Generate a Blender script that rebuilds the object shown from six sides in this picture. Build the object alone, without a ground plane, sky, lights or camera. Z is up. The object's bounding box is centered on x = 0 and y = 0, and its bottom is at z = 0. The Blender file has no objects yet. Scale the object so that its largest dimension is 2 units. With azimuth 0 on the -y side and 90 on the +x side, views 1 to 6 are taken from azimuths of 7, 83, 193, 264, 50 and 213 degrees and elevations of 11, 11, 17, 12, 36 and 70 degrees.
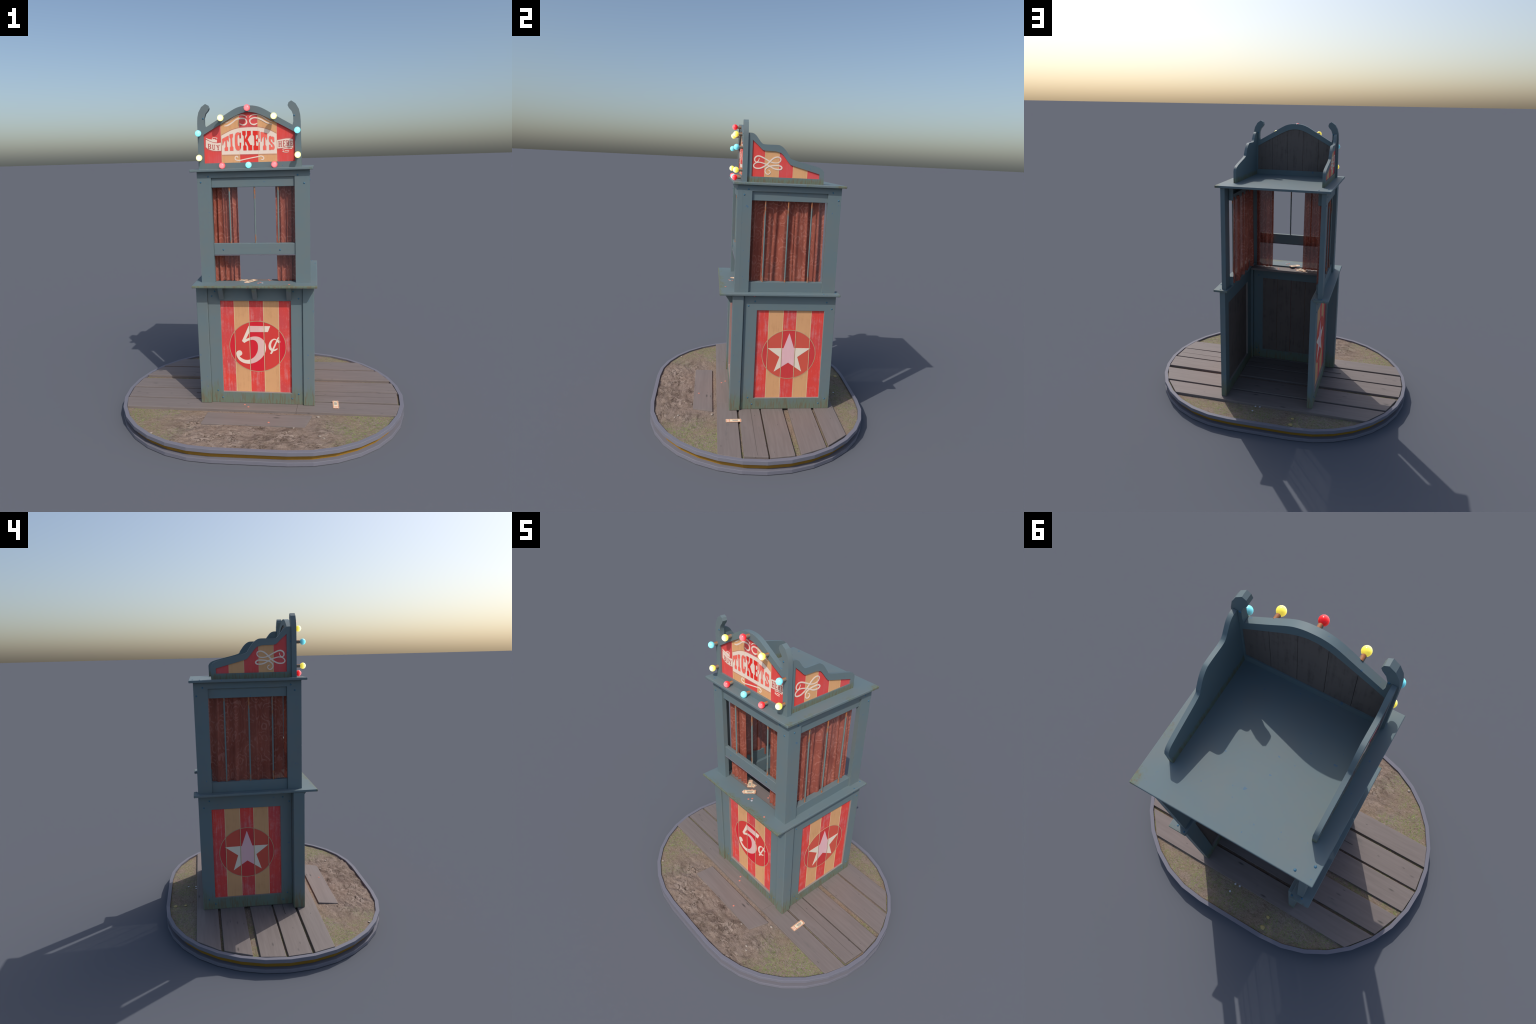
import bpy, bmesh, math, random
from mathutils import Vector, Matrix, noise

random.seed(7)
COL = bpy.context.scene.collection

# ------------------------------------------------------------------ materials
class Nodes:
    """Small helper to wire shader nodes."""
    def __init__(self, name):
        self.mat = bpy.data.materials.new(name)
        self.mat.use_nodes = True
        self.t = self.mat.node_tree
        self.t.nodes.clear()
        self.out = self.t.nodes.new('ShaderNodeOutputMaterial')
        self.bsdf = self.t.nodes.new('ShaderNodeBsdfPrincipled')
        self.t.links.new(self.bsdf.outputs[0], self.out.inputs[0])

    def new(self, kind, **props):
        n = self.t.nodes.new(kind)
        for k, v in props.items():
            setattr(n, k, v)
        return n

    def put(self, socket, v):
        if isinstance(v, bpy.types.NodeSocket):
            self.t.links.new(v, socket)
        elif isinstance(v, (tuple, list)):
            d = socket.default_value
            if len(d) == 4 and len(v) == 3:
                v = (*v, 1)
            socket.default_value = v
        else:
            socket.default_value = v

    def obj(self):
        return self.new('ShaderNodeTexCoord').outputs['Object']

    def pos(self):
        return self.new('ShaderNodeNewGeometry').outputs['Position']

    def rnd(self):
        return self.new('ShaderNodeObjectInfo').outputs['Random']

    def scaled(self, vec, s, off=None):
        m = self.new('ShaderNodeMapping')
        self.put(m.inputs['Vector'], vec)
        m.inputs['Scale'].default_value = s
        if off is not None:
            self.put(m.inputs['Location'], off)
        return m.outputs[0]

    def noise(self, vec, scale=5, detail=3, rough=.5, dist=0):
        n = self.new('ShaderNodeTexNoise')
        self.put(n.inputs['Vector'], vec)
        n.inputs['Scale'].default_value = scale
        n.inputs['Detail'].default_value = detail
        n.inputs['Roughness'].default_value = rough
        n.inputs['Distortion'].default_value = dist
        return n.outputs['Fac']

    def voro(self, vec, scale, feature='F1'):
        n = self.new('ShaderNodeTexVoronoi', feature=feature)
        self.put(n.inputs['Vector'], vec)
        n.inputs['Scale'].default_value = scale
        return n.outputs['Distance']

    def math(self, op, a, b=0.0, clamp=False):
        n = self.new('ShaderNodeMath', operation=op, use_clamp=clamp)
        self.put(n.inputs[0], a)
        self.put(n.inputs[1], b)
        return n.outputs[0]

    def step(self, v, a, b):
        """smooth 0..1 ramp while v runs from a to b"""
        n = self.new('ShaderNodeMapRange', interpolation_type='SMOOTHSTEP')
        self.put(n.inputs[0], v)
        n.inputs[1].default_value = a
        n.inputs[2].default_value = b
        return n.outputs[0]

    def mix(self, f, a, b):
        n = self.new('ShaderNodeMix', data_type='RGBA')
        self.put(n.inputs[0], f)
        self.put(n.inputs[6], a)
        self.put(n.inputs[7], b)
        return n.outputs[2]

    def axis(self, vec, i):
        n = self.new('ShaderNodeSeparateXYZ')
        self.put(n.inputs[0], vec)
        return n.outputs[i]

    def finish(self, color, rough=.6, bump=None, strength=.3, dist=.002, spec=.35, metal=0):
        self.put(self.bsdf.inputs['Base Color'], color)
        self.put(self.bsdf.inputs['Roughness'], rough)
        self.bsdf.inputs['Specular IOR Level'].default_value = spec
        self.bsdf.inputs['Metallic'].default_value = metal
        if bump is not None:
            b = self.new('ShaderNodeBump')
            b.inputs['Strength'].default_value = strength
            b.inputs['Distance'].default_value = dist
            self.put(b.inputs['Height'], bump)
            self.put(self.bsdf.inputs['Normal'], b.outputs[0])
        return self.mat


TEAL = (.143, .200, .219)
TEAL2 = (.160, .199, .207)


def paint(name, grime=None):
    """worn blue-grey paint; grime(N, pos) gives the 0..1 mask where algae and rust sit"""
    N = Nodes(name)
    p = N.pos()
    c = N.mix(N.step(N.noise(p, 5, 4, .6), .35, .7), TEAL, TEAL2)
    streak = N.noise(N.scaled(p, (60, 60, 7)), 1, 4, .6)
    c = N.mix(N.math('MULTIPLY', N.step(streak, .55, .8), .25), c, (.17, .20, .19))
    spots = N.math('MULTIPLY', N.step(N.noise(p, 42, 2, .5), .70, .76), .7)
    c = N.mix(spots, c, (.07, .16, .27))
    scuff = N.math('MULTIPLY', N.step(N.noise(N.scaled(p, (9, 9, 3)), 6, 5, .65), .62, .8), .35)
    c = N.mix(scuff, c, (.21, .23, .21))
    if grime:
        m = grime(N, p)
        s2 = N.noise(N.scaled(p, (46, 46, 9)), 1, 5, .7)
        s3 = N.noise(N.scaled(p, (75, 75, 11), (3, 5, 1)), 1, 4, .6)
        g = N.math('MULTIPLY', N.step(N.math('ADD', s2, N.math('MULTIPLY', m, .42)), .56, .84), m)
        c = N.mix(N.math('MULTIPLY', g, .85), c, (.152, .192, .128))
        r = N.math('MULTIPLY', N.step(N.math('ADD', s3, N.math('MULTIPLY', m, .14)), .60, .72), m)
        c = N.mix(N.math('MULTIPLY', r, .65), c, (.170, .120, .070))
    return N.finish(c, .55, N.noise(N.scaled(p, (50, 50, 9)), 1, 4, .6), .05, .002, .3)


def foot_grime(N, p):
    z = N.axis(p, 2)
    low = N.step(N.math('ADD', z, N.math('MULTIPLY', N.noise(p, 9, 3), .16)), .40, .16)
    return low


def wing_grime(N, p):
    return N.step(N.math('ADD', N.axis(p, 2), N.math('MULTIPLY', N.noise(p, 14, 3), .03)), 1.690, 1.640)


def edge_grime(N, p):
    y = N.axis(p, 1)
    blot = N.step(N.noise(p, 7, 4, .6), .42, .62)
    e = N.step(N.math('ADD', y, N.math('MULTIPLY', N.noise(p, 8, 3), .08)), -.17, -.25)
    b = N.step(y, .47, .51)
    lip = N.math('MULTIPLY', N.step(y, -.272, -.281), .95)
    m = N.math('MULTIPLY', e, N.math('ADD', N.math('MULTIPLY', blot, .7), .3))
    return N.math('MAXIMUM', N.math('MAXIMUM', m, lip), N.math('MULTIPLY', b, .6))


def roof_grime(N, p):
    x = N.axis(p, 0)
    blot = N.step(N.noise(p, 6, 4, .6), .40, .62)
    e = N.step(N.math('ADD', x, N.math('MULTIPLY', N.noise(p, 8, 3), .06)), .33, .39)
    return N.math('MULTIPLY', e, blot)


M_TEAL = paint('teal_paint')
M_FOOT = paint('teal_paint_foot', foot_grime)
M_WING = paint('teal_paint_wing', wing_grime)
M_EDGE = paint('teal_paint_edge', edge_grime)
M_ROOF = paint('teal_paint_roof', roof_grime)


def board(name, a, b, worn, amount, along=2):
    """painted or bare board: streaks run along one axis, the worn colour shows through"""
    N = Nodes(name)
    p = N.pos()
    s = [70, 70, 70]
    s[along] = 5
    off = N.math('MULTIPLY', N.rnd(), 37.0)
    q = N.scaled(p, s, off)
    f = N.noise(q, 1, 5, .65)
    g = N.noise(p, 16, 5, .7)
    c = N.mix(N.step(N.noise(p, 5, 2), .3, .7), a, b)
    w = N.step(N.math('ADD', N.math('MULTIPLY', f, .6), N.math('MULTIPLY', g, .5)), .52, .78)
    c = N.mix(N.math('MULTIPLY', w, amount), c, worn)
    scr = N.step(N.noise(N.scaled(p, [v * 1.6 for v in s], off), 1, 3, .8), .70, .76)
    c = N.mix(N.math('MULTIPLY', scr, amount * .8), c, [min(1, v * 1.5) for v in worn])
    fleck = N.step(N.noise(N.scaled(p, (1, 1, .6)), 130, 3, .7), .60, .70)
    c = N.mix(N.math('MULTIPLY', fleck, amount * .38), c, worn)
    return N.finish(c, .62, f, .08, .002, .25)


RED_A, RED_B, RED_W = (.80, .068, .052), (.64, .078, .082), (.68, .27, .265)
M_RED = board('red_board', RED_A, RED_B, RED_W, .95)
M_RED_CLEAN = board('red_board_sign', (.80, .072, .058), (.72, .105, .115), (.72, .20, .21), .35)
M_OCHRE = board('ochre_board', (.74, .40, .192), (.70, .37, .18), (.56, .28, .125), .5)
M_OCHRE_SIGN = board('ochre_board_sign', (.80, .43, .20), (.76, .40, .19), (.62, .31, .13), .4)
M_CREAM_LINE = board('cream_line', (.80, .62, .36), (.76, .58, .34), (.6, .42, .25), .3)
M_SEAM_SHADOW = board('painted_seam_shadow', (.16, .035, .03), (.13, .03, .03), (.1, .04, .03), .2)
M_RING = board('ring_line', (.52, .38, .22), (.46, .36, .22), (.55, .28, .2), .5)
M_CREAM = board('cream_paint', (.92, .76, .64), (.90, .74, .62), (.8, .64, .54), .2)
M_CREAM_SIDE = board('cream_paint_star', (.86, .76, .62), (.84, .74, .60), (.8, .66, .55), .2)
M_PINK = board('pink_paint', (.82, .53, .49), (.80, .50, .465), (.9, .66, .61), .5)
M_PINK_SIDE = board('pink_paint_star', (.86, .52, .55), (.84, .50, .53), (.92, .64, .64), .5)
M_DISC = board('disc_red', (.72, .058, .05), (.70, .052, .046), (.66, .09, .08), .2)
M_DISC_DEEP = board('disc_red_deep', (.72, .020, .040), (.70, .018, .036), (.70, .06, .07), .3)
M_DISC_SIDE = board('star_disc_red', (.68, .105, .070), (.66, .10, .068), (.66, .14, .10), .2)
M_DISC_SIDE_DEEP = board('star_disc_red_deep', (.66, .052, .056), (.64, .05, .054), (.68, .10, .10), .3)
M_LETTER = board('letter_red', (1.0, .165, .12), (.98, .155, .115), (.95, .3, .24), .4)
M_LETTER_DEEP = board('letter_red_deep', (.86, .032, .022), (.82, .03, .022), (.86, .08, .06), .15)
M_SMALL = board('small_letter_red', (.55, .075, .070), (.5, .07, .066), (.6, .16, .14), .3)
M_OUTLINE = board('grey_outline', (.56, .50, .46), (.52, .48, .45), (.6, .4, .35), .3)
M_RIBBON_EDGE = board('ribbon_edge', (.50, .24, .23), (.48, .22, .22), (.5, .15, .14), .3)
M_REVEAL = board('bare_reveal', (.30, .262, .24), (.27, .236, .22), (.2, .17, .155), .4)
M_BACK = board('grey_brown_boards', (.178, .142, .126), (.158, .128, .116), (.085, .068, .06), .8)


def deck_wood():
    N = Nodes('weathered_plank_wood')
    o = N.obj()
    off = N.math('MULTIPLY', N.rnd(), 53.0)
    q = N.scaled(o, (2.2, 34, 34), off)
    f = N.noise(q, 1.6, 5, .62, .4)
    c = N.mix(N.step(f, .3, .72), (.194, .162, .150), (.228, .193, .180))
    c = N.mix(N.math('MULTIPLY', N.rnd(), .35), c, (.195, .164, .157))
    fine = N.noise(N.scaled(o, (5, 120, 120), off), 1.5, 3, .6)
    c = N.mix(N.math('MULTIPLY', N.step(fine, .58, .78), .22), c, (.12, .10, .095))
    stain = N.noise(N.scaled(o, (3.5, 12, 12), off), 1.3, 4, .65)
    c = N.mix(N.math('MULTIPLY', N.step(stain, .60, .75), .55), c, (.115, .115, .112))
    k = N.voro(N.scaled(o, (4.2, 15, 15), off), 1)
    c = N.mix(N.math('MULTIPLY', N.step(k, .13, .03), .8), c, (.055, .052, .05))
    k2 = N.voro(N.scaled(o, (7.5, 26, 26), off), 1)
    c = N.mix(N.math('MULTIPLY', N.step(k2, .10, .02), .7), c, (.07, .065, .06))
    return N.finish(c, .62, N.math('ADD', f, fine), .10, .002, .3)


def soil():
    """trodden brown earth: streaky, cracked where it is churned, thin grass at both ends and behind"""
    N = Nodes('trodden_soil')
    p = N.pos()
    x, y = N.axis(p, 0), N.axis(p, 1)
    a = N.noise(p, 7, 4, .6)
    mud = N.math('MULTIPLY', N.step(y, -.27, -.42), N.step(N.math('ADD', N.math('ABSOLUTE', x), N.math('MULTIPLY', a, .3)), .80, .50))
    c = N.mix(N.step(a, .35, .65), (.262, .195, .142), (.252, .198, .168))
    c = N.mix(N.math('MULTIPLY', mud, .65), c, (.250, .192, .160))
    st = N.noise(N.scaled(p, (1, 2.3, 1)), 38, 5, .66, 1.4)
    c = N.mix(N.math('MULTIPLY', N.step(st, .50, .70), .75), c, (.375, .295, .24))
    c = N.mix(N.math('MULTIPLY', N.step(st, .48, .34), .75), c, (.135, .096, .066))
    patch = N.step(N.noise(p, 10, 3, .6), .46, .60)
    v = N.noise(N.scaled(p, (1, 1.7, 1)), 17, 5, .62, 1.2)
    crack = N.step(N.math('ABSOLUTE', N.math('SUBTRACT', v, .5)), .030, .006)
    c = N.mix(N.math('MULTIPLY', N.math('MULTIPLY', crack, patch), N.math('ADD', N.math('MULTIPLY', mud, .75), .25)), c, (.060, .043, .031))
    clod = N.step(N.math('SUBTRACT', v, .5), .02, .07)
    c = N.mix(N.math('MULTIPLY', N.math('MULTIPLY', clod, patch), N.math('MULTIPLY', mud, .55)), c, (.40, .325, .275))
    d = N.noise(p, 140, 3, .7)
    c = N.mix(N.math('MULTIPLY', N.step(d, .56, .70), .35), c, (.40, .32, .25))
    c = N.mix(N.math('MULTIPLY', N.step(d, .44, .32), .35), c, (.14, .10, .07))
    damp = N.math('MULTIPLY', N.step(N.noise(p, 5.5, 4, .65, .5), .50, .66), N.math('ADD', N.math('MULTIPLY', mud, .32), .12))
    c = N.mix(damp, c, (.105, .076, .058))
    # thin grass grows towards the ends and along the back
    ends = N.step(N.math('ADD', N.math('ABSOLUTE', x), N.math('MULTIPLY', a, .5)), .62, .88)
    back = N.math('MULTIPLY', N.step(y, .46, .62), .8)
    g = N.math('MULTIPLY', N.math('MAXIMUM', ends, back), N.step(N.noise(p, 8, 3), .34, .52))
    tuft = N.noise(N.scaled(p, (1.5, 1, 1)), 60, 4, .7, 1.0)
    gm = N.math('MULTIPLY', g, N.step(tuft, .48, .58))
    c = N.mix(N.math('MULTIPLY', gm, .82), c, (.200, .245, .082))
    gm2 = N.math('MULTIPLY', g, N.step(N.noise(N.scaled(p, (1, 1.6, 1)), 95, 3, .7, .6), .58, .68))
    c = N.mix(N.math('MULTIPLY', gm2, .75), c, (.38, .385, .205))
    gm3 = N.math('MULTIPLY', g, N.step(N.noise(p, 75, 3, .7, .6), .42, .34))
    c = N.mix(N.math('MULTIPLY', gm3, .6), c, (.075, .085, .03))
    return N.finish(c, .9, N.math('ADD', st, N.math('MULTIPLY', d, .35)), .6, .007, .15)


def curtain_cloth():
    N = Nodes('red_damask_cloth')
    o = N.obj()
    w = N.noise(o, 14, 2, .5)
    warp = N.new('ShaderNodeVectorMath', operation='MULTIPLY_ADD')
    N.put(warp.inputs[0], N.new('ShaderNodeTexNoise').outputs['Color'])
    warp.inputs[1].default_value = (.03, .03, .03)
    N.put(warp.inputs[2], o)
    nz = warp.inputs[0].links[0].from_node
    nz.inputs['Scale'].default_value = 17
    N.put(nz.inputs['Vector'], o)
    d = N.voro(N.scaled(warp.outputs[0], (1, 1, .8)), 15)
    ring = N.math('SINE', N.math('MULTIPLY', d, 26.0))
    pat = N.math('MULTIPLY', N.step(ring, .35, .9), N.step(w, .38, .55))
    leaf = N.step(N.noise(N.scaled(o, (1, 1, .45)), 55, 3, .5, 1.2), .60, .68)
    pat = N.math('MAXIMUM', pat, N.math('MULTIPLY', leaf, .7))
    c = N.mix(N.step(N.noise(o, 6, 3), .3, .7), (.305, .082, .055), (.385, .112, .074))
    c = N.mix(N.math('MULTIPLY', pat, .40), c, (.62, .28, .22))
    weave = N.noise(N.scaled(o, (160, 160, 14)), 1, 3, .6)
    c = N.mix(N.math('MULTIPLY', N.step(weave, .45, .75), .45), c, (.19, .045, .036))
    N.finish(c, .75, weave, .15, .002, .2)
    tr = N.new('ShaderNodeBsdfTransparent')
    tl = N.new('ShaderNodeBsdfTranslucent')
    N.put(tl.inputs[0], c)
    m1 = N.new('ShaderNodeMixShader')
    m1.inputs[0].default_value = .06
    N.t.links.new(N.bsdf.outputs[0], m1.inputs[1])
    N.t.links.new(tl.outputs[0], m1.inputs[2])
    m2 = N.new('ShaderNodeMixShader')
    m2.inputs[0].default_value = .10
    N.t.links.new(m1.outputs[0], m2.inputs[1])
    N.t.links.new(tr.outputs[0], m2.inputs[2])
    N.t.links.new(m2.outputs[0], N.out.inputs[0])
    return N.mat


def rusty(name, steel, edge):
    """bare metal that rusts from its ends"""
    N = Nodes(name)
    g = N.new('ShaderNodeTexCoord').outputs['Generated']
    f = N.noise(N.scaled(N.pos(), (40, 40, 14)), 1, 4, .65)
    z = N.math('ABSOLUTE', N.math('SUBTRACT', N.axis(g, 2), .5))
    m = N.step(N.math('ADD', N.math('MULTIPLY', f, 1.1), N.math('MULTIPLY', z, edge)), .92, 1.08)
    c = N.mix(m, steel, N.mix(N.noise(N.pos(), 60, 3), (.25, .085, .03), (.55, .21, .085)))
    return N.finish(c, .6, f, .2, .002, .4)


def bulb_glass(name, dark, glow, core, floor):
    """glowing painted bulb: light is strongest at the tip that looks forward"""
    N = Nodes(name)
    n = N.new('ShaderNodeNewGeometry').outputs['Normal']
    t = N.step(N.axis(n, 1), .75, -1.0)
    N.finish(dark, .18, spec=.5)
    N.put(N.bsdf.inputs['Emission Color'], N.mix(N.math('POWER', t, 2.2), glow, core))
    N.put(N.bsdf.inputs['Emission Strength'], N.math('ADD', N.math('MULTIPLY', t, 1.15), floor))
    return N.mat


def plain(name, a, b, scale=40, rough=.5, metal=0, spec=.4):
    N = Nodes(name)
    c = N.mix(N.noise(N.pos(), scale, 4, .6), a, b)
    return N.finish(c, rough, spec=spec, metal=metal)


M_DECK = deck_wood()
M_CRACK = plain('dark_split', (.10, .085, .075), (.13, .11, .10), 60, .8)
M_SOIL = soil()
M_CURTAIN = curtain_cloth()
M_BAR = rusty('rusty_bar_steel', (.17, .225, .222), 1.05)
M_SOCKET = rusty('rusty_socket', (.22, .19, .15), 1.2)
M_RIM = plain('grey_plinth', (.180, .180, .217), (.192, .190, .228), 25, .6, spec=.25)
M_GOLD = plain('gold_band', (.34, .18, .018), (.30, .16, .016), 25, .45)
M_BOLT = plain('blue_bolt', (.03, .12, .21), (.06, .17, .25), 200, .4)  # whole head tinted with the blue of its shadow crescent
M_GUM = plain('pink_gum', (.42, .14, .16), (.5, .18, .19), 60, .4)
M_COPPER = plain('copper_coin', (.72, .27, .20), (.62, .22, .16), 300, .4)
M_SILVER = plain('silver_coin', (.60, .60, .64), (.48, .48, .52), 300, .4)
M_TICKET = plain('ticket_cream', (.90, .78, .56), (.86, .72, .50), 90, .6)
M_TICKET_RED = plain('ticket_border', (.72, .22, .10), (.66, .18, .08), 90, .6)
M_TICKET_INK = plain('ticket_ink', (.14, .14, .16), (.20, .19, .2), 200, .6)
M_TICKET_PINK = plain('ticket_stamp', (.90, .50, .40), (.88, .46, .36), 90, .6)
M_PEBBLE = plain('pale_pebble', (.42, .36, .31), (.34, .29, .24), 80, .8)
M_LEAF = plain('dry_leaf', (.52, .42, .17), (.42, .30, .12), 90, .7)
M_B_RED = bulb_glass('bulb_red', (.75, .012, .015), (.95, .012, .02), (1.0, .27, .30), .22)
M_B_YELLOW = bulb_glass('bulb_yellow', (.85, .70, .06), (1.0, .80, .10), (1.0, .98, .62), .5)
M_B_BLUE = bulb_glass('bulb_blue', (.20, .62, .72), (.14, .62, .75), (.25, .95, 1.0), .12)

# ------------------------------------------------------------------ mesh helpers
def empty(name, loc=(0, 0, 0)):
    o = bpy.data.objects.new(name, None)
    o.location = loc
    COL.objects.link(o)
    return o


def link(name, bm, mats, parent=None, smooth=False, origin=None):
    """bm in world coordinates becomes an object whose origin lies at its middle"""
    bmesh.ops.recalc_face_normals(bm, faces=bm.faces)
    me = bpy.data.meshes.new(name)
    if origin is None:
        xs = [v.co for v in bm.verts]
        origin = Vector([(min(c[i] for c in xs) + max(c[i] for c in xs)) / 2 for i in range(3)])
    origin = Vector(origin)
    bmesh.ops.translate(bm, verts=bm.verts, vec=-origin)
    bm.to_mesh(me)
    bm.free()
    for m in (mats if isinstance(mats, (list, tuple)) else [mats]):
        me.materials.append(m)
    if smooth:
        for f in me.polygons:
            f.use_smooth = True
    o = bpy.data.objects.new(name, me)
    COL.objects.link(o)
    o.location = origin
    if parent:
        attach(o, parent)
    return o


def attach(o, parent):
    w = o.location.copy()
    o.parent = parent
    root = Vector((0, 0, 0))
    p = parent
    while p:
        root += p.location
        p = p.parent
    o.location = w - root


def box_bm(x0, x1, y0, y1, z0, z1, bevel=.0025):
    bm = bmesh.new()
    bmesh.ops.create_cube(bm, size=1)
    for v in bm.verts:
        v.co = Vector(((x0 + x1) / 2 + v.co.x * (x1 - x0), (y0 + y1) / 2 + v.co.y * (y1 - y0), (z0 + z1) / 2 + v.co.z * (z1 - z0)))
    if bevel:
        bmesh.ops.bevel(bm, geom=bm.edges[:], offset=bevel, segments=2, affect='EDGES', profile=.5)
    return bm


def box(name, x, y, z, mat, parent, bevel=.0025):
    return link(name, box_bm(*x, *y, *z, bevel), mat, parent)


def merge(bms):
    out = bmesh.new()
    for b in bms:
        me = bpy.data.meshes.new('tmp')
        b.to_mesh(me)
        b.free()
        out.from_mesh(me)
        bpy.data.meshes.remove(me)
    return out


class Plane:
    """a wall face: a runs sideways, b is z, h lifts off the face"""
    def __init__(self, side, at, shift=0.0):
        self.side, self.at, self.shift = side, at, shift

    def __call__(self, a, b, h=0.0):
        a += self.shift
        if self.side == 'front':
            return Vector((a, self.at - h, b))
        if self.side == 'right':
            return Vector((self.at + h, a, b))
        return Vector((self.at - h, a, b))

    def axis(self):
        return Vector((1, 0, 0)) if self.side == 'front' else Vector((0, 1, 0))


def prism(pl, pts, h0, h1):
    bm = bmesh.new()
    top = [bm.verts.new(pl(a, b, h1)) for a, b in pts]
    bot = [bm.verts.new(pl(a, b, h0)) for a, b in pts]
    f = bm.faces.new(top)
    g = bm.faces.new(list(reversed(bot)))
    n = len(pts)
    for i in range(n):
        bm.faces.new((top[i], bot[i], bot[(i + 1) % n], top[(i + 1) % n]))
    bmesh.ops.recalc_face_normals(bm, faces=bm.faces)
    bmesh.ops.triangulate(bm, faces=[f, g])
    return bm


def smooth_line(pts, n=6, closed=False):
    out, m = [], len(pts)
    for i in range(m if closed else m - 1):
        g = lambda k: Vector(pts[k % m]) if closed else Vector(pts[min(max(k, 0), m - 1)])
        p0, p1, p2, p3 = g(i - 1), g(i), g(i + 1), g(i + 2)
        for j in range(n):
            t = j / n
            out.append(.5 * ((2 * p1) + (p2 - p0) * t + (2 * p0 - 5 * p1 + 4 * p2 - p3) * t * t + (3 * p1 - p0 - 3 * p2 + p3) * t ** 3))
    if not closed:
        out.append(Vector(pts[-1]))
    return [(v.x, v.y) for v in out]


def stroke(pl, pts, width, h0, h1, closed=False, climb=0.0, taper=False):
    """a painted line of the given width following pts"""
    bm = bmesh.new()
    n = len(pts)
    L, R, LB, RB = [], [], [], []
    for i in range(n):
        p = Vector(pts[i])
        q0 = Vector(pts[(i - 1) % n] if closed or i else pts[i])
        q1 = Vector(pts[(i + 1) % n] if closed or i < n - 1 else pts[i])
        d = (q1 - q0)
        d = d.normalized() if d.length else Vector((1, 0))
        nn = Vector((-d.y, d.x))
        t = i / (n - 1)
        w = width / 2
        if taper:
            w *= .45 + .55 * min(1, 3.2 * math.sin(math.pi * t)) * (.75 + .25 * math.sin(t * 19))
        hh = h1 + climb * t
        for arr, s, h in ((L, 1, hh), (R, -1, hh), (LB, 1, h0), (RB, -1, h0)):
            c = p + nn * (s * w)
            arr.append(bm.verts.new(pl(c.x, c.y, h)))
    for i in range(n if closed else n - 1):
        j = (i + 1) % n
        bm.faces.new((L[i], L[j], R[j], R[i]))
        bm.faces.new((LB[i], LB[j], L[j], L[i]))
        bm.faces.new((R[i], R[j], RB[j], RB[i]))
    if not closed:
        bm.faces.new((L[0], R[0], RB[0], LB[0]))
        bm.faces.new((L[-1], LB[-1], RB[-1], R[-1]))
    return bm


def cut(bm, pl, lo, hi):
    """part of bm that lies between lo and hi along the face"""
    c = bm.copy()
    ax = pl.axis()
    for at, keep_above in ((lo + pl.shift, True), (hi + pl.shift, False)):
        bmesh.ops.bisect_plane(c, geom=c.verts[:] + c.edges[:] + c.faces[:], plane_co=ax * at, plane_no=ax,
                               clear_inner=keep_above, clear_outer=not keep_above)
    return c


def mark(name, bm, pl, seams, mats, parent, gap=.0035):
    """paint a mark over the boards: it breaks at every seam and takes each board's tint"""
    me_parts, idx = [], []
    for i in range(len(seams) - 1):
        lo = seams[i] + (gap if i else 0)
        hi = seams[i + 1] - (.0004 if i < len(seams) - 2 else 0)
        c = cut(bm, pl, lo, hi)
        if len(c.faces):
            for f in c.faces:
                f.material_index = i
            me_parts.append(c)
        else:
            c.free()
    bm.free()
    return link(name, merge(me_parts), mats, parent)


def holed_frame(pl, outer, inner, depth, parent, name, mat, reveal=None, front=0.0, smooth=False, bevel=0):
    """flat frame cut from board: outer and inner are equal-length loops, depth goes inwards from the face"""
    bm = bmesh.new()
    n = len(outer)
    fo = [bm.verts.new(pl(a, b, front)) for a, b in outer]
    fi = [bm.verts.new(pl(a, b, front)) for a, b in inner]
    bo = [bm.verts.new(pl(a, b, front - depth)) for a, b in outer]
    bi = [bm.verts.new(pl(a, b, front - depth)) for a, b in inner]
    for i in range(n):
        j = (i + 1) % n
        bm.faces.new((fo[i], fo[j], fi[j], fi[i]))
        bm.faces.new((bo[i], bi[i], bi[j], bo[j]))
        bm.faces.new((fo[i], bo[i], bo[j], fo[j]))
        f = bm.faces.new((fi[i], fi[j], bi[j], bi[i]))
        if reveal:
            f.material_index = 1
    return link(name, bm, [mat, reveal] if reveal else mat, parent)


def cyl_bm(p0, p1, r, n=16, r1=None):
    p0, p1 = Vector(p0), Vector(p1)
    d = p1 - p0
    bm = bmesh.new()
    bmesh.ops.create_cone(bm, cap_ends=True, segments=n, radius1=r, radius2=r if r1 is None else r1, depth=d.length)
    rot = d.to_track_quat('Z', 'Y').to_matrix().to_4x4()
    bmesh.ops.transform(bm, matrix=Matrix.Translation((p0 + p1) / 2) @ rot, verts=bm.verts)
    return bm


def shade_smooth(o, angle=35):
    for f in o.data.polygons:
        f.use_smooth = True
    o.data.set_sharp_from_angle(angle=math.radians(angle))


BOLT = None


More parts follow.
